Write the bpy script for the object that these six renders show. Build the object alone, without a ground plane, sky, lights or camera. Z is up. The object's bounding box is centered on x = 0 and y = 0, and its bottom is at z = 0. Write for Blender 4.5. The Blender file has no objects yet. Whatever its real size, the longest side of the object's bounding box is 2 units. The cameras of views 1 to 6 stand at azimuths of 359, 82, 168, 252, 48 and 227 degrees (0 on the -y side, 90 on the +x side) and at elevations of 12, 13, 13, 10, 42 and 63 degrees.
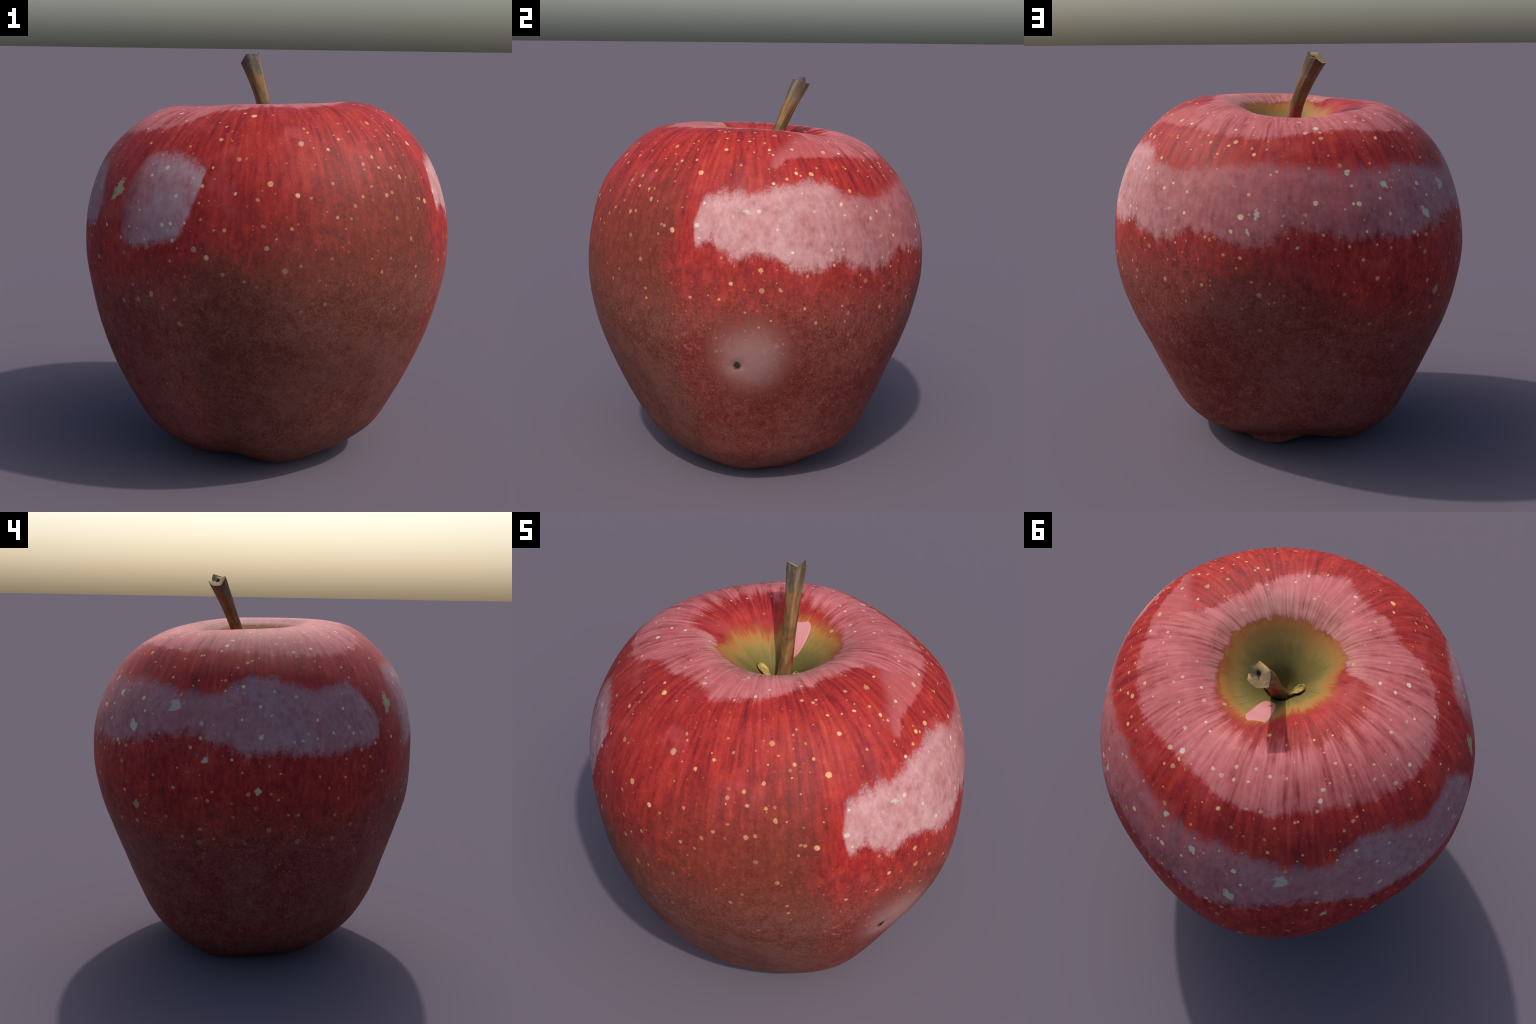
"""A ripe red apple with a woody stem, built as a loft of hand-set cross-sections."""
import bpy, bmesh, math, random
import numpy as np
from mathutils import Vector

random.seed(11)
CENTRE = np.array([0.0, 0.0, 0.85])          # heart of the fruit
CAVITY = np.array([0.015, 0.02])             # axis of the stem cavity

# ------------------------------------------------------------------ fruit shape
# Radius of the fruit from its heart: one row per latitude, twenty azimuths (0, 18, ... 342).
SECTIONS = {
    -62: (.903, .890, .879, .873, .873, .881, .903, .926, .934, .934, .931, .926, .918, .902, .895, .898, .904, .909, .912, .911),
    -50: (.895, .889, .889, .886, .874, .870, .881, .896, .910, .917, .918, .915, .900, .882, .876, .878, .883, .882, .891, .903),
    -38: (.857, .851, .845, .835, .824, .822, .838, .856, .867, .875, .877, .868, .851, .837, .835, .839, .845, .846, .854, .862),
    -25: (.840, .835, .824, .808, .797, .799, .823, .849, .855, .854, .851, .841, .822, .804, .807, .819, .824, .834, .841, .843),
    -12: (.853, .847, .834, .821, .810, .812, .840, .870, .866, .855, .852, .849, .828, .809, .811, .826, .840, .849, .852, .853),
      0: (.884, .871, .860, .853, .842, .842, .860, .881, .882, .876, .875, .875, .854, .837, .839, .854, .872, .880, .883, .882),
     12: (.922, .905, .892, .896, .891, .881, .890, .904, .914, .920, .924, .918, .892, .868, .870, .895, .914, .923, .925, .924),
     25: (.972, .954, .940, .943, .941, .931, .931, .940, .950, .962, .977, .970, .956, .931, .925, .944, .961, .971, .977, .980),
     38: (1.022, 1.011, .998, .992, .979, .971, .971, .978, .989, 1.004, 1.021, 1.010, .993, .986, .991, 1.005, 1.006, 1.015, 1.024, 1.025),
     50: (1.045, 1.036, 1.022, 1.007, .997, .997, 1.007, 1.009, 1.008, 1.013, 1.025, 1.028, 1.021, 1.017, 1.019, 1.028, 1.032, 1.038, 1.042, 1.042),
     60: (1.033, 1.020, 1.003, .989, .979, .974, .980, .986, .992, .998, 1.007, 1.010, 1.012, 1.017, 1.022, 1.029, 1.033, 1.036, 1.037, 1.035),
}
# Bulges and hollows of the flanks: (azimuth, latitude, height, spread in azimuth, spread in latitude).
BULGES = ((120, 15, .061, 20, 18), (122, -18, -.012, 20, 10), (125, -51, .029, 18, 11), (313, 2, -.016, 17, 28), (328, 24, -.009, 9, 9), (166, -22, -.019, 13, 17),
          (226, -42, .010, 13, 11), (235, -36, .014, 9, 12), (202, -24, .018, 9, 12), (37, -60, .016, 12, 8), (247, -52, -.010, 9, 9), (38, -38, .010, 10, 12), (35, 5, -.009, 10, 12), (217, -20, -.010, 7, 13), (247, -32, -.015, 9, 17), (268, -26, .007, 9, 14), (301, -26, -.019, 11, 14), (7, 11, .014, 10, 13),
          (4, -27, -.014, 10, 12), (8, -62, .012, 18, 9), (55, -22, -.006, 12, 14), (92, -8, -.011, 14, 12), (242, 5, .006, 8, 22),
          (78, 57, -.014, 20, 8), (228, 58, -.016, 20, 8))
# Height of the rim round the cavity (0, 30, ... 330 degrees): it sags on the far side of the stem.
RIM_HEIGHT = (1.760, 1.736, 1.692, 1.675, 1.695, 1.715, 1.726, 1.741, 1.758, 1.764, 1.767, 1.765)
RIM_RADIUS = .345
# Cavity wall as (radius, drop below the rim where the rim is high, drop where it is low).
CAVITY_WALL = ((.262, .023, .036), (.217, .054, .068), (.172, .103, .086), (.127, .154, .109), (.082, .206, .145), (.045, .268, .205), (.004, .305, .240))
LOBES = (284, 345, 18, 61, 135, 205)         # the feet of the crown underneath
AZ = np.radians(np.arange(0, 360, 30))


def lobe_wave(azimuth_degrees):
    """1 on the ridge of each foot, 0 in the furrow between two of them."""
    a = np.asarray(azimuth_degrees, float)
    gap = np.min([np.abs((a - l + 180) % 360 - 180) for l in LOBES], axis=0)
    return 0.5 + 0.5 * np.cos(np.clip(gap / 36.0, 0, 1) * math.pi)


def periodic(values, n):
    """Cubic (Catmull-Rom) resampling of a closed row of control values."""
    v = np.asarray(values, float)
    m = len(v)
    t = np.arange(n) * m / n
    j = np.floor(t).astype(int)
    s = t - j
    p = [v[(j + k) % m] for k in (-1, 0, 1, 2)]
    return 0.5 * (2 * p[1] + (p[2] - p[0]) * s + (2 * p[0] - 5 * p[1] + 4 * p[2] - p[3]) * s ** 2
                  + (3 * p[1] - p[0] - 3 * p[2] + p[3]) * s ** 3)


def spline_rows(rows, per):
    """Catmull-Rom through a list of (n,3) rings."""
    rows = np.array(rows)
    out = []
    for i in range(len(rows) - 1):
        p0, p1, p2, p3 = rows[max(i - 1, 0)], rows[i], rows[i + 1], rows[min(i + 2, len(rows) - 1)]
        for k in range(per):
            s = k / per
            out.append(0.5 * (2 * p1 + (p2 - p0) * s + (2 * p0 - 5 * p1 + 4 * p2 - p3) * s ** 2
                              + (3 * p1 - p0 - 3 * p2 + p3) * s ** 3))
    out.append(rows[-1])
    return out


def cavity_height(azimuth_degrees, radius):
    """Height of the cavity wall at an azimuth and a radius from the cavity axis."""
    rim = np.interp(azimuth_degrees % 360, np.arange(0, 361, 30), RIM_HEIGHT + RIM_HEIGHT[:1])
    h = (rim - 1.685) / .083
    rs = [w[0] for w in CAVITY_WALL][::-1] + [RIM_RADIUS]
    zs = [rim - (w[1] * h + w[2] * (1 - h)) for w in CAVITY_WALL][::-1] + [rim]
    return float(np.interp(radius, rs, zs))


def fruit_rings(n=240):
    a = np.arange(n) * math.tau / n
    deg = np.degrees(a)
    wave = lobe_wave(deg)
    soft = periodic(lobe_wave(np.arange(0, 360, 10)), n)
    rings = []
    # calyx basin, then the crown of feet
    for rho, z, amp in ((.004, .150, 0), (.06, .142, 0), (.12, .112, .004), (.20, .058, .016), (.280, .029, .025), (.360, .027, .026)):
        zz = z - amp * (2 * soft - 1)
        rings.append(np.stack([rho * np.cos(a), rho * np.sin(a), zz], -1))
    for el, row in SECTIONS.items():
        r = periodic(row, n)
        if el == -62:
            r = r + 0.006 * (2 * soft - 1)
        for az, lat, high, sa, sl in BULGES:
            r = r + high * np.exp(-(((deg - az + 180) % 360 - 180) / sa) ** 2 / 2 - ((el - lat) / sl) ** 2 / 2)
        e = math.radians(el)
        rings.append(np.stack([r * math.cos(e) * np.cos(a), r * math.cos(e) * np.sin(a), CENTRE[2] + r * math.sin(e)], -1))
    rim = periodic(RIM_HEIGHT, n)
    h = (rim - 1.685) / .083
    for rho, high, low in ((RIM_RADIUS, 0, 0),) + CAVITY_WALL:
        z = rim - (high * h + low * (1 - h))
        rings.append(np.stack([CAVITY[0] + rho * np.cos(a), CAVITY[1] + rho * np.sin(a), z], -1))
    rings[-1][:, 2] = rings[-1][:, 2].mean()
    return spline_rows(rings, 9)


def loft(name, rings, close_start=True, close_end=True):
    bm = bmesh.new()
    vs = [[bm.verts.new(p) for p in ring] for ring in rings]
    n = len(vs[0])
    for r0, r1 in zip(vs, vs[1:]):
        for j in range(n):
            bm.faces.new((r0[j], r0[(j + 1) % n], r1[(j + 1) % n], r1[j]))
    if close_start:
        bm.faces.new(list(reversed(vs[0])))
    if close_end:
        bm.faces.new(vs[-1])
    bmesh.ops.recalc_face_normals(bm, faces=bm.faces)
    me = bpy.data.meshes.new(name)
    bm.to_mesh(me)
    bm.free()
    me.polygons.foreach_set("use_smooth", [True] * len(me.polygons))
    return me


# ------------------------------------------------------------------ node helpers
class Nodes:
    def __init__(self, name):
        self.mat = bpy.data.materials.new(name)
        self.mat.use_nodes = True
        self.t = self.mat.node_tree
        self.bsdf = self.t.nodes["Principled BSDF"]

    def put(self, sock, v):
        if v is None:
            return
        if isinstance(v, bpy.types.NodeSocket):
            self.t.links.new(v, sock)
        else:
            sock.default_value = v

    def math(self, op, a, b=None, c=None, clamp=False):
        n = self.t.nodes.new("ShaderNodeMath")
        n.operation, n.use_clamp = op, clamp
        for i, v in enumerate((a, b, c)):
            self.put(n.inputs[i], v)
        return n.outputs[0]

    def add(self, a, b): return self.math("ADD", a, b)
    def sub(self, a, b): return self.math("SUBTRACT", a, b)
    def mul(self, a, b): return self.math("MULTIPLY", a, b)

    def vec(self, op, a, b=None, out=0):
        n = self.t.nodes.new("ShaderNodeVectorMath")
        n.operation = op
        self.put(n.inputs[0], a)
        if b is not None:
            self.put(n.inputs[3 if op == "SCALE" else 1], b)
        return n.outputs[out]

    def split(self, v):
        n = self.t.nodes.new("ShaderNodeSeparateXYZ")
        self.put(n.inputs[0], v)
        return n.outputs

    def join(self, x, y, z):
        n = self.t.nodes.new("ShaderNodeCombineXYZ")
        for i, v in enumerate((x, y, z)):
            self.put(n.inputs[i], v)
        return n.outputs[0]

    def noise(self, v, scale, detail=3.0, rough=0.55, distortion=0.0):
        n = self.t.nodes.new("ShaderNodeTexNoise")
        self.put(n.inputs["Vector"], v)
        n.inputs["Scale"].default_value = scale
        n.inputs["Detail"].default_value = detail
        n.inputs["Roughness"].default_value = rough
        n.inputs["Distortion"].default_value = distortion
        return n.outputs[0]

    def cells(self, v, scale, randomness=1.0):
        n = self.t.nodes.new("ShaderNodeTexVoronoi")
        self.put(n.inputs["Vector"], v)
        n.inputs["Scale"].default_value = scale
        n.inputs["Randomness"].default_value = randomness
        return n.outputs["Distance"], self.split(n.outputs["Color"])

    def step(self, v, lo, hi, a=0.0, b=1.0):
        """Smooth step of v from lo..hi onto a..b (lo may be above hi)."""
        n = self.t.nodes.new("ShaderNodeMapRange")
        n.interpolation_type = "SMOOTHSTEP"
        if not isinstance(lo, bpy.types.NodeSocket) and not isinstance(hi, bpy.types.NodeSocket) and lo > hi:
            lo, hi, a, b = hi, lo, b, a
        for i, x in enumerate((v, lo, hi, a, b)):
            self.put(n.inputs[i], x)
        return n.outputs[0]

    def ramp(self, f, stops):
        n = self.t.nodes.new("ShaderNodeValToRGB")
        e = n.color_ramp.elements
        while len(e) < len(stops):
            e.new(0.5)
        for el, (p, c) in zip(e, stops):
            el.position, el.color = p, (*c, 1)
        self.put(n.inputs[0], f)
        return n.outputs[0]

    def curve(self, f, pts, scale):
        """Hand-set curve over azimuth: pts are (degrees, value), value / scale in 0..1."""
        n = self.t.nodes.new("ShaderNodeFloatCurve")
        c = n.mapping.curves[0]
        pts = [(d / 360.0, v / scale) for d, v in pts]
        c.points[0].location, c.points[1].location = pts[0], pts[-1]
        for p in pts[1:-1]:
            c.points.new(*p)
        for p in c.points:
            p.handle_type = "VECTOR"
        n.mapping.update()
        self.put(n.inputs["Value"], f)
        return self.mul(n.outputs[0], scale)

    def mix(self, f, a, b, mode="MIX"):
        n = self.t.nodes.new("ShaderNodeMix")
        n.data_type, n.blend_type = "RGBA", mode
        self.put(n.inputs[0], f)
        for s, v in ((n.inputs[6], a), (n.inputs[7], b)):
            self.put(s, (*v, 1) if isinstance(v, tuple) else v)
        return n.outputs[2]

    def mix_value(self, f, a, b):
        return self.add(a, self.mul(f, self.sub(b, a)))

    def coords(self):
        return self.t.nodes.new("ShaderNodeTexCoord").outputs["Object"]

    def finish(self, colour, rough, spec=0.3, height=None, strength=0.2, dist=0.01):
        b = self.bsdf
        self.put(b.inputs["Base Color"], (*colour, 1) if isinstance(colour, tuple) else colour)
        self.put(b.inputs["Roughness"], rough)
        b.inputs["Specular IOR Level"].default_value = spec
        if height is not None:
            n = self.t.nodes.new("ShaderNodeBump")
            n.inputs["Strength"].default_value, n.inputs["Distance"].default_value = strength, dist
            self.put(n.inputs["Height"], height)
            self.t.links.new(n.outputs[0], b.inputs["Normal"])
        return self.mat


# ------------------------------------------------------------------ fruit skin
# Edges of the painted softbox reflections, as (azimuth, latitude) in degrees round the shoulder.
BAKED_GLARE_LOW = ((0, 23.5), (4, 20.3), (10, 20.7), (18, 22.5), (24, 20.5), (32, 18.8), (38, 19), (44, 22.8), (53, 22), (59, 19.8),
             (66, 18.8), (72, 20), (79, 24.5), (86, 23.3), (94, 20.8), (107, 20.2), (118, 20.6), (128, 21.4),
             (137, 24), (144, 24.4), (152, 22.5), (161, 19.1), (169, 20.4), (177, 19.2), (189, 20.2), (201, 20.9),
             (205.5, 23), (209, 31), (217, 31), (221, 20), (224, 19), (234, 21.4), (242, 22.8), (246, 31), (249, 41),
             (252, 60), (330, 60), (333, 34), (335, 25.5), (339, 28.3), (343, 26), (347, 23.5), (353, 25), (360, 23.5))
BAKED_GLARE_HIGH = ((0, 42.5), (8, 43.6), (19, 43.4), (23, 40), (35, 38.3), (48, 39.8), (59, 41.8), (68, 42.7), (82, 41.5), (98, 39.3),
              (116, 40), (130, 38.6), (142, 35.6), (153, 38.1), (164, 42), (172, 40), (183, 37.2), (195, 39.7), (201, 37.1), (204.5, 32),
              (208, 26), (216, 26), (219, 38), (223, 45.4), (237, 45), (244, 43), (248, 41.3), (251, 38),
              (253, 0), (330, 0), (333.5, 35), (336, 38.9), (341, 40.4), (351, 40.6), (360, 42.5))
BAKED_GLARE_STRENGTH = ((0, .93), (16, .86), (24, .68), (36, .52), (50, .40), (70, .40), (95, .40), (112, .56), (130, .64), (140, .50), (150, .62),
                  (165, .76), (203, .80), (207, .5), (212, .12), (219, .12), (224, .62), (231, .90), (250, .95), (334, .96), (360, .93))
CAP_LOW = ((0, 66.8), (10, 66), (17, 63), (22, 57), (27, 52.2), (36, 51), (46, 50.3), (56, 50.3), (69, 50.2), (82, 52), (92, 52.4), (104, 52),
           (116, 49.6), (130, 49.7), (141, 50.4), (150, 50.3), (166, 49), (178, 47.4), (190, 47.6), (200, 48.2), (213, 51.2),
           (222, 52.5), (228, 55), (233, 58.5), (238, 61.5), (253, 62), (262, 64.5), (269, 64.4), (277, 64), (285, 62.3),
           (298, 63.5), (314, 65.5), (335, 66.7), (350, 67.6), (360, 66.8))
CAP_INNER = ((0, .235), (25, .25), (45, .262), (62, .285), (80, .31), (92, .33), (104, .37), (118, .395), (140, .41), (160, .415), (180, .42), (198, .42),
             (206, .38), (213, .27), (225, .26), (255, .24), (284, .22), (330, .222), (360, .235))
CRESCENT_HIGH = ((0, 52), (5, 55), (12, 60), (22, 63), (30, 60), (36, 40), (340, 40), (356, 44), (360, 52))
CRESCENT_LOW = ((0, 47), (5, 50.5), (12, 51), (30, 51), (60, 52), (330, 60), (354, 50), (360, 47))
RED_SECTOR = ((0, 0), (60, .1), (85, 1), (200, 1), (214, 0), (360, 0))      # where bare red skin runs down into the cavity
OCHRE_EDGE = ((0, .225), (25, .237), (46, .25), (62, .272), (80, .285), (91, .285), (104, .29), (115, .26), (130, .215), (143, .195), (150, .205), (172, .222), (191, .24),
              (203, .215), (212, .22), (222, .245), (233, .25), (255, .235), (270, .212), (297, .213), (321, .217), (360, .225))


def skin_material():
    m = Nodes("apple_skin")
    P = m.coords()
    x, y, z = m.split(P)
    d = m.vec("SUBTRACT", P, tuple(CENTRE))
    dx, dy, dz = m.split(d)
    length = m.vec("LENGTH", d, out=1)
    lat = m.mul(m.math("ARCSINE", m.math("DIVIDE", dz, length)), 57.29578)
    turn = m.math("FRACT", m.add(m.math("DIVIDE", m.math("ARCTAN2", dy, dx), math.tau), 1.0))
    cav = m.join(m.sub(x, float(CAVITY[0])), m.sub(y, float(CAVITY[1])), 0.0)
    rho = m.vec("LENGTH", cav, out=1)
    around = m.vec("NORMALIZE", m.join(dx, dy, 0.0))
    ax, ay, _ = m.split(around)
    streak_v = m.join(ax, ay, m.mul(lat, 0.0030))
    upper = m.step(z, 0.95, 1.45)

    # ragged edges: radial streak noise plus small isotropic noise, in degrees of latitude
    streak_wide = m.noise(streak_v, 10, 4, .65, .3)
    blotch = m.noise(P, 3.2, 4, .6)
    grain = m.noise(P, 85, 3, .65)
    mottle = m.noise(P, 19, 5, .65)
    # fine marks: radial streaks round the stem, turning into short upright flecks down the flank
    radial = m.noise(m.vec("ADD", streak_v, m.vec("SCALE", m.join(m.sub(mottle, .5), m.sub(blotch, .5), 0.0), .022)), 33, 5, .58)
    flecks = m.noise(m.join(x, y, m.mul(z, .45)), 46, 4, .6)
    streak_fine = m.mix_value(m.step(m.add(lat, m.mul(m.sub(blotch, .5), 14)), 20, 42), flecks, radial)
    ragged = m.add(m.mul(m.sub(streak_fine, .5), 2.6), m.add(m.mul(m.sub(grain, .5), 3.0), m.add(m.mul(m.sub(mottle, .5), 5.0), m.mul(m.sub(streak_wide, .5), 3.5))))

    # ---- red ground colour: radial streaks on the front shoulder, mottled elsewhere
    tone = m.add(m.mul(streak_fine, .44), m.add(m.mul(streak_wide, .26), m.add(m.mul(mottle, .22), m.mul(grain, .16))))
    red = m.ramp(tone, [(.38, (.105, .008, .010)), (.46, (.185, .011, .014)), (.53, (.265, .017, .016)), (.61, (.345, .029, .021)), (.73, (.47, .065, .038))])
    soft_tone = m.add(m.mul(grain, .46), m.add(m.mul(mottle, .36), m.mul(streak_fine, .20)))
    lower_red = m.ramp(soft_tone, [(.36, (.105, .015, .012)), (.48, (.158, .023, .018)), (.57, (.205, .036, .026)), (.68, (.30, .095, .062))])  # lower flank darkened to keep some of the scan's underside shading
    break_up = m.add(m.mul(m.sub(blotch, .5), 26), m.add(m.mul(m.sub(streak_fine, .5), 14), m.mul(m.sub(mottle, .5), 12)))
    lee = m.step(m.vec("DOT_PRODUCT", around, heading(150, 0), out=1), .1, .75)     # the redder cheek
    down = m.step(m.add(m.add(lat, break_up), m.mul(lee, 15.0)), 26, 2)
    colour = m.mix(down, red, lower_red)
    flush = m.mul(m.step(m.noise(P, 4.3, 3), .54, .70), m.sub(1.0, down))
    colour = m.mix(m.mul(flush, .30), colour, (.430, .075, .075))

    # ---- front cheek browned for the scan's ambient shade, with fine grain
    side = m.vec("DOT_PRODUCT", around, (math.cos(math.radians(286)), math.sin(math.radians(286)), 0.0), out=1)
    side = m.add(side, m.mul(m.sub(blotch, .5), .16))
    slant = m.mul(m.vec("DOT_PRODUCT", around, (1.0, 0.0, 0.0), out=1), 22.0)
    cheek = m.mul(m.step(side, .68, .82), m.step(m.sub(m.add(lat, m.mul(break_up, .8)), slant), 42, 12))
    russet = m.ramp(soft_tone, [(.36, (.074, .021, .013)), (.50, (.105, .031, .018)), (.60, (.132, .041, .024)), (.74, (.19, .070, .042))])
    colour = m.mix(m.mul(cheek, .72), colour, russet)

    # ---- greyish-pink grain low on the flank
    haze_grain = m.step(m.add(m.mul(grain, .45), m.add(m.mul(blotch, .5), m.mul(mottle, .25))), .46, .76)
    colour = m.mix(m.mul(m.mul(haze_grain, down), .48), colour, (.235, .100, .082))

    # ---- band of studio-light glare coloured onto the shoulder
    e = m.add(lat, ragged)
    low = m.curve(turn, BAKED_GLARE_LOW, 90.0)
    high = m.curve(turn, BAKED_GLARE_HIGH, 90.0)
    strength = m.curve(turn, BAKED_GLARE_STRENGTH, 1.0)
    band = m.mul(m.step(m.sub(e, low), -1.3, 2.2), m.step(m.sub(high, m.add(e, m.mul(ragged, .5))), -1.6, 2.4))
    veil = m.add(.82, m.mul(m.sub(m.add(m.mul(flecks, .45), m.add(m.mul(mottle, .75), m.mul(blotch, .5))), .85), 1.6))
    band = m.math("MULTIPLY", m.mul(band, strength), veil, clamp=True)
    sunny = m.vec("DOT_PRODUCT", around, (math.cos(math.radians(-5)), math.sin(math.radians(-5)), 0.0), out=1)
    baked_glare_colour = m.mix(m.step(sunny, -.1, .75), (.335, .220, .245), (.475, .270, .275))  # tinted mauve away from the sun, warmer pink towards it
    colour = m.mix(band, colour, baked_glare_colour)

    # ---- cap of baked lamp reflection round the stem cavity
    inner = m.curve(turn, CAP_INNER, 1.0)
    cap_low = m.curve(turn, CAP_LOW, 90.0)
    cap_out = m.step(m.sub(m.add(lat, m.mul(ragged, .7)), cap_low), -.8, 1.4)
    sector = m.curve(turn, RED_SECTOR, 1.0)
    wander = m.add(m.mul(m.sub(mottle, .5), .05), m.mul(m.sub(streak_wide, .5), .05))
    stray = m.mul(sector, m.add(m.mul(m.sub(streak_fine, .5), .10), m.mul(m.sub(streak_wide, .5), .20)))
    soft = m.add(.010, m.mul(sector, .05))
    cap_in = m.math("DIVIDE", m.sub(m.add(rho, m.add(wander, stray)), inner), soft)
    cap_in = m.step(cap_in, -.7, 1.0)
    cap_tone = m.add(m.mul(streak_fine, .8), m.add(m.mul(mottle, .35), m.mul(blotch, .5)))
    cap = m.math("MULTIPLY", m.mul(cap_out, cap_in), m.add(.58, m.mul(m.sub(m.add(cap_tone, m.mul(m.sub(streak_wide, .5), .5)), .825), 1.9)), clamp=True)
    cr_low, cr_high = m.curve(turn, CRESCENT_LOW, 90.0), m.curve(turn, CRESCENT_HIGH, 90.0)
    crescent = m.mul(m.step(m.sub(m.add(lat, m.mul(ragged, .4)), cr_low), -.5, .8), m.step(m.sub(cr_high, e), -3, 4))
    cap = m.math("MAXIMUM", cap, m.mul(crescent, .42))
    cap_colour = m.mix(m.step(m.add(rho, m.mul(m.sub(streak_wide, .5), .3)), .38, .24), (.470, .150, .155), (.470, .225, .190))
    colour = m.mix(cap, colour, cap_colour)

    # ---- round pale blotch low on one flank, with a worm hole
    spot = m.vec("DISTANCE", m.vec("NORMALIZE", d), heading(351, -5.5), out=1)
    spot = m.add(spot, m.mul(m.sub(m.add(grain, mottle), 1.0), .20))
    colour = m.mix(m.mul(m.step(spot, .265, .05), .58), colour, (.400, .230, .215))

    # ---- cavity: ochre and olive, russet at its lip
    in_top = m.step(z, 1.2, 1.3)
    edge = m.curve(turn, OCHRE_EDGE, 1.0)
    lip = m.sub(m.add(rho, m.add(wander, m.mul(m.mul(m.sub(streak_fine, .5), .10), sector))), m.add(edge, .012))
    ochre = m.ramp(m.add(m.math("DIVIDE", m.add(lip, .20), .20), m.mul(m.sub(streak_fine, .5), .25)),
                   [(.20, (.115, .094, .026)), (.50, (.170, .128, .036)), (.70, (.270, .165, .045)), (.87, (.330, .140, .034)), (1.0, (.290, .085, .022))])  # olive end deepened a little towards the cavity's occlusion
    colour = m.mix(m.mul(in_top, m.step(m.math('DIVIDE', lip, m.add(.010, m.mul(sector, .03))), 1.0, -1.0)), colour, ochre)

    # ---- lenticels: cream dots, larger on the shoulder, fine and dense below
    wob = m.vec("ADD", P, m.vec("SCALE", m.join(m.sub(m.noise(P, 40, 1), .5), m.sub(grain, .5), m.sub(mottle, .5)), .012))
    dots_all = None
    for scale, least, spread, cull, gain in ((15.5, .105, .10, .30, 1.0), (22.0, .07, .13, .30, .85)):
        dist, cell = m.cells(wob if scale < 20 else m.vec("ADD", wob, (3.1, 1.7, 5.3)), scale)
        size = m.add(least, m.mul(m.mul(cell[0], cell[0]), spread))
        dots = m.mul(m.step(m.sub(dist, size), .028, -.028), m.math("GREATER_THAN", cell[1], cull))
        dots = m.mul(dots, m.mul(m.add(.32, m.mul(cell[2], .75)), gain))
        dots_all = dots if dots_all is None else m.math("MAXIMUM", dots_all, dots)
    dots = m.mul(dots_all, m.mul(m.step(m.add(z, m.mul(m.sub(blotch, .5), .5)), m.sub(.65, m.mul(lee, .2)), 1.25, .10, 1.0), m.step(rho, .25, .34)))
    dots = m.mul(dots, m.sub(1.0, m.mul(cheek, .55)))
    dot_colour = m.mix(m.math("MAXIMUM", band, cap), m.mix(m.step(mottle, .4, .6), (.600, .270, .110), (.640, .450, .220)), (.600, .590, .440))
    colour = m.mix(m.math("MINIMUM", dots, 1.0), colour, dot_colour)
    dist2, cell2 = m.cells(wob, 42.0)
    fine = m.mul(m.step(m.sub(dist2, m.add(.03, m.mul(cell2[0], .16))), .05, -.05), m.math("GREATER_THAN", cell2[1], .45))
    fine = m.mul(fine, m.mul(m.add(m.add(.08, m.mul(down, .16)), m.mul(cell2[2], .50)), m.step(rho, .30, .42)))
    fine = m.mul(fine, m.sub(1.0, m.mul(cheek, .6)))
    colour = m.mix(fine, colour, (.430, .215, .120))

    # ---- scars: pale green-grey scuffs, each with a ragged outline
    face = m.vec("NORMALIZE", d)
    rough_d = m.sub(m.add(m.noise(P, 26, 2), m.mul(grain, .5)), .75)
    for az, la, r, f, tint in SCARS:
        off = m.vec("MULTIPLY", m.vec("SUBTRACT", face, heading(az, la)), (1.0, 1.0, f))
        dd = m.add(m.vec("LENGTH", off, out=1), m.mul(rough_d, r * 3.6))
        colour = m.mix(m.mul(m.step(dd, r * 1.25, r * .75), .85), colour, tint)
    hole = m.add(m.vec("DISTANCE", face, WORM_HOLE, out=1), m.mul(m.sub(grain, .5), .02))
    colour = m.mix(m.step(hole, .030, .012), colour, (.030, .022, .016))

    height = m.add(m.mul(streak_fine, .5), m.mul(grain, .5))
    rough = m.add(.58, m.mul(m.math("MAXIMUM", band, cap), .1))
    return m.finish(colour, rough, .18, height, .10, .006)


def heading(azimuth, latitude):
    a, l = math.radians(azimuth), math.radians(latitude)
    return (math.cos(l) * math.cos(a), math.cos(l) * math.sin(a), math.sin(l))


GREENISH, MINT = (.300, .285, .150), (.430, .430, .320)
# azimuth, latitude, radius (radians), squash in height, colour
SCARS = ((214.6, 33.8, .027, .75, GREENISH), (213.4, 32.2, .024, .75, GREENISH),
         (136, 32.5, .034, 1.0, (.36, .36, .30)), (148, 17.8, .018, 1.3, (.46, .45, .30)), (122, 25.4, .020, .7, MINT),
         (125, 3.4, .018, 1.0, (.36, .22, .17)), (164, 9.9, .014, .8, (.48, .42, .25)), (109, 34.2, .018, 1.0, MINT),
         (68, 28.3, .016, .8, MINT), (65, 23.8, .013, .8, MINT), (97, 39.2, .015, .9, MINT), (350, 36.0, .012, 1, MINT), (240, 34.0, .010, 1, MINT))
WORM_HOLE = heading(347, -7.4)


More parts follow.
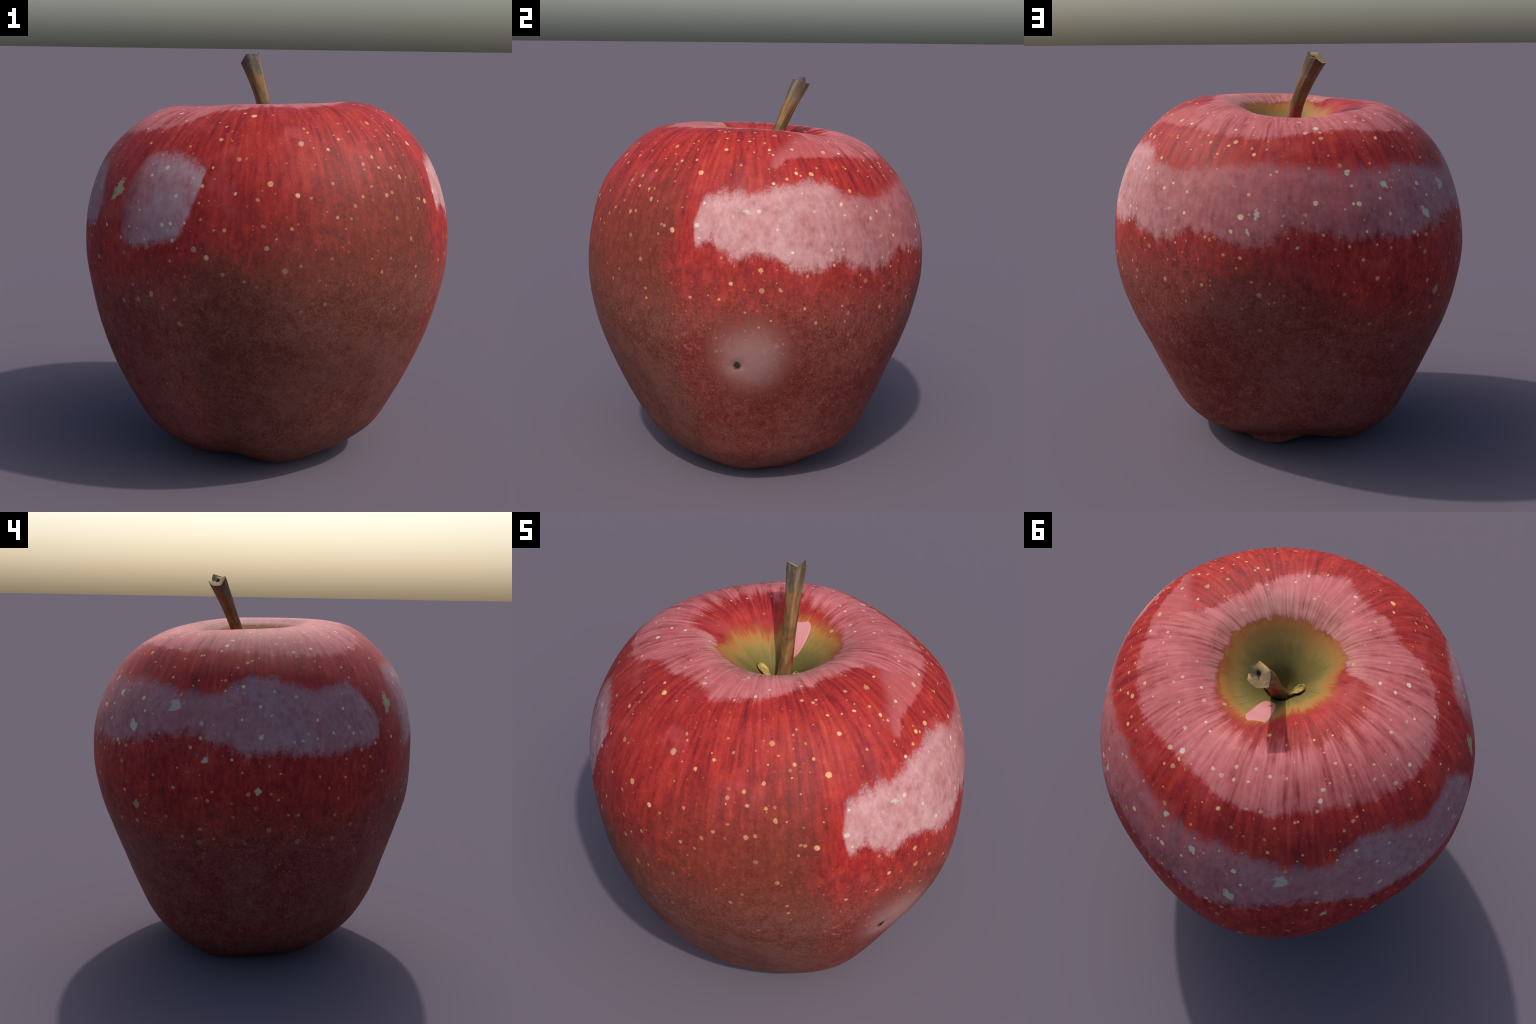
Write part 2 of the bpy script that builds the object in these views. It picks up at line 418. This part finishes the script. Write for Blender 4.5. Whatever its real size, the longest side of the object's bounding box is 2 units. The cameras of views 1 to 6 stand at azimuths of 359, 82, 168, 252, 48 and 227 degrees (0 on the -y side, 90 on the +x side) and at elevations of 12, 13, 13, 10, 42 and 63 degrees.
# ------------------------------------------------------------------ stem
STEM_SPINE = ((.008, .026, 1.42, .042), (.006, .040, 1.49, .038), (.004, .066, 1.56, .0345), (-.006, .094, 1.65, .0330),
              (-.018, .122, 1.735, .0335), (-.035, .155, 1.805, .0360), (-.052, .183, 1.862, .040), (-.069, .212, 1.915, .0455), (-.085, .238, 1.962, .051))
STEM_FACETS = ((-4, .86), (67, .88), (122, .95), (170, 1.20), (241, .90), (312, 1.14))   # ridges round the stem
RIM = ((-4, .031), (30, .010), (67, .022), (122, .006), (170, .000), (241, .017), (275, .008), (312, -.004))   # broken end, height over the cut


def ring_values(pairs, azimuth):
    """Straight-line interpolation round the ring through (degrees, value) pairs."""
    a = np.asarray(azimuth) % 360
    p = sorted((d % 360, v) for d, v in pairs)
    ds = [p[-1][0] - 360] + [q[0] for q in p] + [p[0][0] + 360]
    vs = [p[-1][1]] + [q[1] for q in p] + [p[0][1]]
    return np.interp(a, ds, vs)


def polygon_radius(azimuth):
    """Radius of the faceted cross-section: straight edges between the ridges."""
    corners = sorted((d % 360, r) for d, r in STEM_FACETS)
    pts = [np.array([r * math.cos(math.radians(d)), r * math.sin(math.radians(d))]) for d, r in corners]
    out = []
    for a in azimuth:
        u = np.array([math.cos(math.radians(a)), math.sin(math.radians(a))])
        best = 1.0
        for p, q in zip(pts, pts[1:] + pts[:1]):
            den = u[0] * (q - p)[1] - u[1] * (q - p)[0]
            if abs(den) < 1e-9:
                continue
            t = (p[0] * (q - p)[1] - p[1] * (q - p)[0]) / den
            s = (p[0] * u[1] - p[1] * u[0]) / den
            if t > 0 and -1e-6 <= s <= 1 + 1e-6:
                best = t
        out.append(best)
    return np.array(out)


def stem_rings(n=72):
    deg = np.arange(n) * 360 / n
    a = np.radians(deg)
    poly = polygon_radius(deg)
    spine = spline_rows([np.array([s]) for s in STEM_SPINE], 5)
    spine = [s[0] for s in spine]
    rings = []
    for i, (x, y, z, r) in enumerate(spine):
        t = np.array(spine[min(i + 1, len(spine) - 1)][:3]) - np.array(spine[max(i - 1, 0)][:3])
        t /= np.linalg.norm(t)
        u = np.array([1.0, 0, 0]) - t * t[0]
        u /= np.linalg.norm(u)
        v = np.cross(t, u)
        k = i / (len(spine) - 1)
        sharp = 0.22 + 0.48 * k
        rr = r * (1 + (poly - 1) * sharp)
        rings.append(np.array([x, y, z]) + np.outer(rr * np.cos(a), u) + np.outer(rr * np.sin(a), v))
    return rings, np.array(spine[-1][:3]), t, u, v, deg, a, poly


def build_stem():
    rings, top, t, u, v, deg, a, poly = stem_rings()
    # the top ring follows the broken edge
    lift = ring_values(RIM, deg)
    rings[-1] = rings[-1] + np.outer(lift, t)
    rings[-2] = rings[-2] + np.outer(lift * .25, t)
    wood = loft("stem", rings, True, False)
    # pith: the torn end face, sinking to a hollow
    end = [rings[-1]]
    for f, drop, keep in ((.90, .000, .95), (.72, -.001, .6), (.50, -.004, .3), (.32, -.006, .1), (.16, -.014, 0), (.03, -.016, 0)):
        c = top + t * drop + u * .004
        rr = .051 * (1 + (poly - 1) * .70) * f
        end.append(c + np.outer(rr * np.cos(a), u) + np.outer(rr * np.sin(a), v) + np.outer(lift * keep + lift.mean() * (1 - keep), t))
    return wood, loft("cut_end", end, False, True)


def stem_material():
    m = Nodes("stem_bark")
    P = m.coords()
    x, y, z = m.split(P)
    # coordinates that follow the leaning stem, stretched along it
    sx = m.add(x, m.mul(m.sub(z, 1.7), .30))
    sy = m.sub(y, m.mul(m.sub(z, 1.7), .62))
    grain_v = m.join(sx, sy, m.mul(z, .10))
    fibre = m.noise(grain_v, 55, 4, .6)
    wide = m.noise(m.join(sx, sy, m.mul(z, .35)), 17, 3, .6)
    patch = m.noise(P, 15, 3, .6)
    tone = m.add(m.mul(fibre, .5), m.mul(wide, .5))
    colour = m.ramp(tone, [(.32, (.050, .024, .014)), (.45, (.130, .062, .022)), (.56, (.220, .110, .036)), (.68, (.280, .165, .055))])
    olive = m.step(m.noise(m.join(sx, sy, m.mul(z, .12)), 26, 2), .52, .62)
    colour = m.mix(m.mul(olive, .40), colour, (.140, .115, .036))
    # weathered grey-black towards the broken end
    weather = m.step(m.add(z, m.mul(m.sub(patch, .5), .22)), 1.84, 1.94)
    dark = m.ramp(m.add(m.mul(fibre, .5), m.mul(patch, .5)), [(.35, (.030, .022, .018)), (.5, (.080, .062, .045)), (.62, (.155, .125, .080)), (.72, (.200, .205, .165))])
    colour = m.mix(m.mul(weather, .85), colour, dark)
    # scar ring just above the lip of the cavity
    ring = m.mul(m.step(m.math("ABSOLUTE", m.sub(m.add(z, m.mul(m.sub(patch, .5), .03)), 1.745)), .016, .004), .5)
    colour = m.mix(ring, colour, (.075, .045, .025))
    # reflection of the red skin, painted on the stem base
    red_reflection = m.mul(m.step(m.add(m.sub(sy, .115), m.mul(m.sub(patch, .5), .02)), .004, .014), m.mul(m.step(z, 1.742, 1.728), m.step(z, 1.58, 1.62)))
    colour = m.mix(red_reflection, colour, (.230, .022, .022))
    return m.finish(colour, .6, .3, tone, .35, .01)


def cut_material():
    m = Nodes("broken_wood")
    P = m.coords()
    off = m.vec("SUBTRACT", P, (-.080, .232, 1.955))
    across = m.vec("DOT_PRODUCT", off, (.80, .52, -.30), out=1)          # the slit is narrow this way, long the other
    d = m.vec("LENGTH", m.vec("ADD", m.vec("SCALE", off, .75), m.vec("SCALE", m.join(.80, .52, -.30), m.mul(across, .8))), out=1)
    n = m.noise(P, 60, 3, .6)
    f = m.add(d, m.mul(m.sub(n, .5), .034))
    colour = m.ramp(m.mul(f, 12.0), [(.09, (.012, .012, .014)), (.15, (.070, .050, .030)), (.22, (.240, .160, .075)), (.55, (.380, .245, .105))])
    return m.finish(colour, .7, .2, n, .3, .01)


# ------------------------------------------------------------------ scraps in the cavity
def flake_mesh(name, azimuth, rho0, rho1, width, lift, curl, thick=.004):
    """A thin tongue lying on the cavity wall: long axis up the wall, rounded ends."""
    bm = bmesh.new()
    nu, nv = 22, 12
    grid = []
    for i in range(nu + 1):
        s = i / nu
        rho = rho0 + (rho1 - rho0) * s
        half = width * .5 * math.sqrt(max(0.0, 1 - (2 * s - 1) ** 4)) * (.55 + .45 * s) + 1e-4
        row = []
        for j in range(nv + 1):
            w = (2 * j / nv - 1)
            aa = math.radians(azimuth) + w * half / max(rho, .08)
            up = lift + curl * w * w + curl * 1.2 * max(0, s - .8)
            zz = cavity_height(math.degrees(aa), rho)
            row.append(bm.verts.new((CAVITY[0] + (rho - up * .8) * math.cos(aa), CAVITY[1] + (rho - up * .8) * math.sin(aa), zz + up * .6)))
        grid.append(row)
    for i in range(nu):
        for j in range(nv):
            bm.faces.new((grid[i][j], grid[i][j + 1], grid[i + 1][j + 1], grid[i + 1][j]))
    bmesh.ops.remove_doubles(bm, verts=bm.verts, dist=1e-5)
    bmesh.ops.recalc_face_normals(bm, faces=bm.faces)
    bmesh.ops.solidify(bm, geom=bm.faces[:], thickness=thick)
    me = bpy.data.meshes.new(name)
    bm.to_mesh(me)
    bm.free()
    me.polygons.foreach_set("use_smooth", [True] * len(me.polygons))
    return me


def flake_material():
    m = Nodes("pink_peel")
    P = m.coords()
    x, y, z = m.split(P)
    n = m.noise(P, 22, 3)
    low = m.step(m.add(z, m.mul(m.sub(n, .5), .03)), 1.55, 1.62)
    colour = m.mix(low, (.400, .165, .080), (.500, .200, .205))
    rim = m.step(m.add(z, m.mul(m.sub(n, .5), .010)), 1.673, 1.677)
    colour = m.mix(rim, colour, (.430, .360, .190))
    return m.finish(colour, .6, .3)


def bract_material():
    m = Nodes("dry_bract")
    P = m.coords()
    n = m.noise(P, 45, 3, .6)
    colour = m.ramp(n, [(.36, (.130, .100, .020)), (.5, (.330, .235, .060)), (.62, (.480, .330, .120))])
    return m.finish(colour, .65, .25, n, .3, .008)


# ------------------------------------------------------------------ assembly
def add(name, mesh, material, parent):
    o = bpy.data.objects.new(name, mesh)
    mesh.materials.clear()
    mesh.materials.append(material)
    bpy.context.scene.collection.objects.link(o)
    o.parent = parent
    return o


def main():
    apple = bpy.data.objects.new("apple", None)
    bpy.context.scene.collection.objects.link(apple)
    apple["label"] = "ripe red apple with speckled waxy skin and woody stem"
    apple["category"] = "apple"

    rings = fruit_rings()
    pts = np.array(rings)
    # the worm hole is a small pit
    out = pts - CENTRE
    reach = np.linalg.norm(out, axis=-1, keepdims=True)
    gap = np.linalg.norm(out / reach - np.array(WORM_HOLE), axis=-1)
    pts = pts - out / reach * (0.014 * np.exp(-(gap / .024) ** 2))[..., None]
    pts[..., 2] -= pts[..., 2].min()
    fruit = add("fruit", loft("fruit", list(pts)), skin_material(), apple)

    wood, end = build_stem()
    stem = add("stem", wood, stem_material(), apple)
    add("cut_end", end, cut_material(), stem)

    add("peel_flake", flake_mesh("peel_flake", 113, .115, .298, .118, .003, .001, .002), flake_material(), apple)
    bract = bract_material()
    add("bract", flake_mesh("bract", 200, .030, .115, .070, .008, .008), bract, apple)
    add("bract", flake_mesh("bract", 55, .030, .095, .055, .008, .008), bract, apple)

    calyx = Nodes("dry_calyx")
    add_calyx(apple, calyx.finish(calyx.ramp(calyx.noise(calyx.coords(), 40, 3), [(.35, (.03, .02, .012)), (.65, (.12, .08, .045))]), .8, .2))


def add_calyx(parent, material):
    """Five dried sepals folded into the basin underneath."""
    for k in range(5):
        bm = bmesh.new()
        a = math.radians(72 * k + 20)
        rows = []
        for i in range(7):
            s = i / 6
            r, z, w = .012 + .055 * s, .128 - .030 * math.sin(s * 2.4), .022 * (1 - s) ** .7 + .002
            c = np.array([r * math.cos(a), r * math.sin(a), z])
            side = np.array([-math.sin(a), math.cos(a), 0])
            rows.append([bm.verts.new(c + side * w * t + np.array([0, 0, -.006 * t * t])) for t in (-1, -.5, 0, .5, 1)])
        for r0, r1 in zip(rows, rows[1:]):
            for j in range(4):
                bm.faces.new((r0[j], r0[j + 1], r1[j + 1], r1[j]))
        bmesh.ops.recalc_face_normals(bm, faces=bm.faces)
        bmesh.ops.solidify(bm, geom=bm.faces[:], thickness=.003)
        me = bpy.data.meshes.new("sepal")
        bm.to_mesh(me)
        bm.free()
        me.polygons.foreach_set("use_smooth", [True] * len(me.polygons))
        add("sepal", me, material, parent)


main()
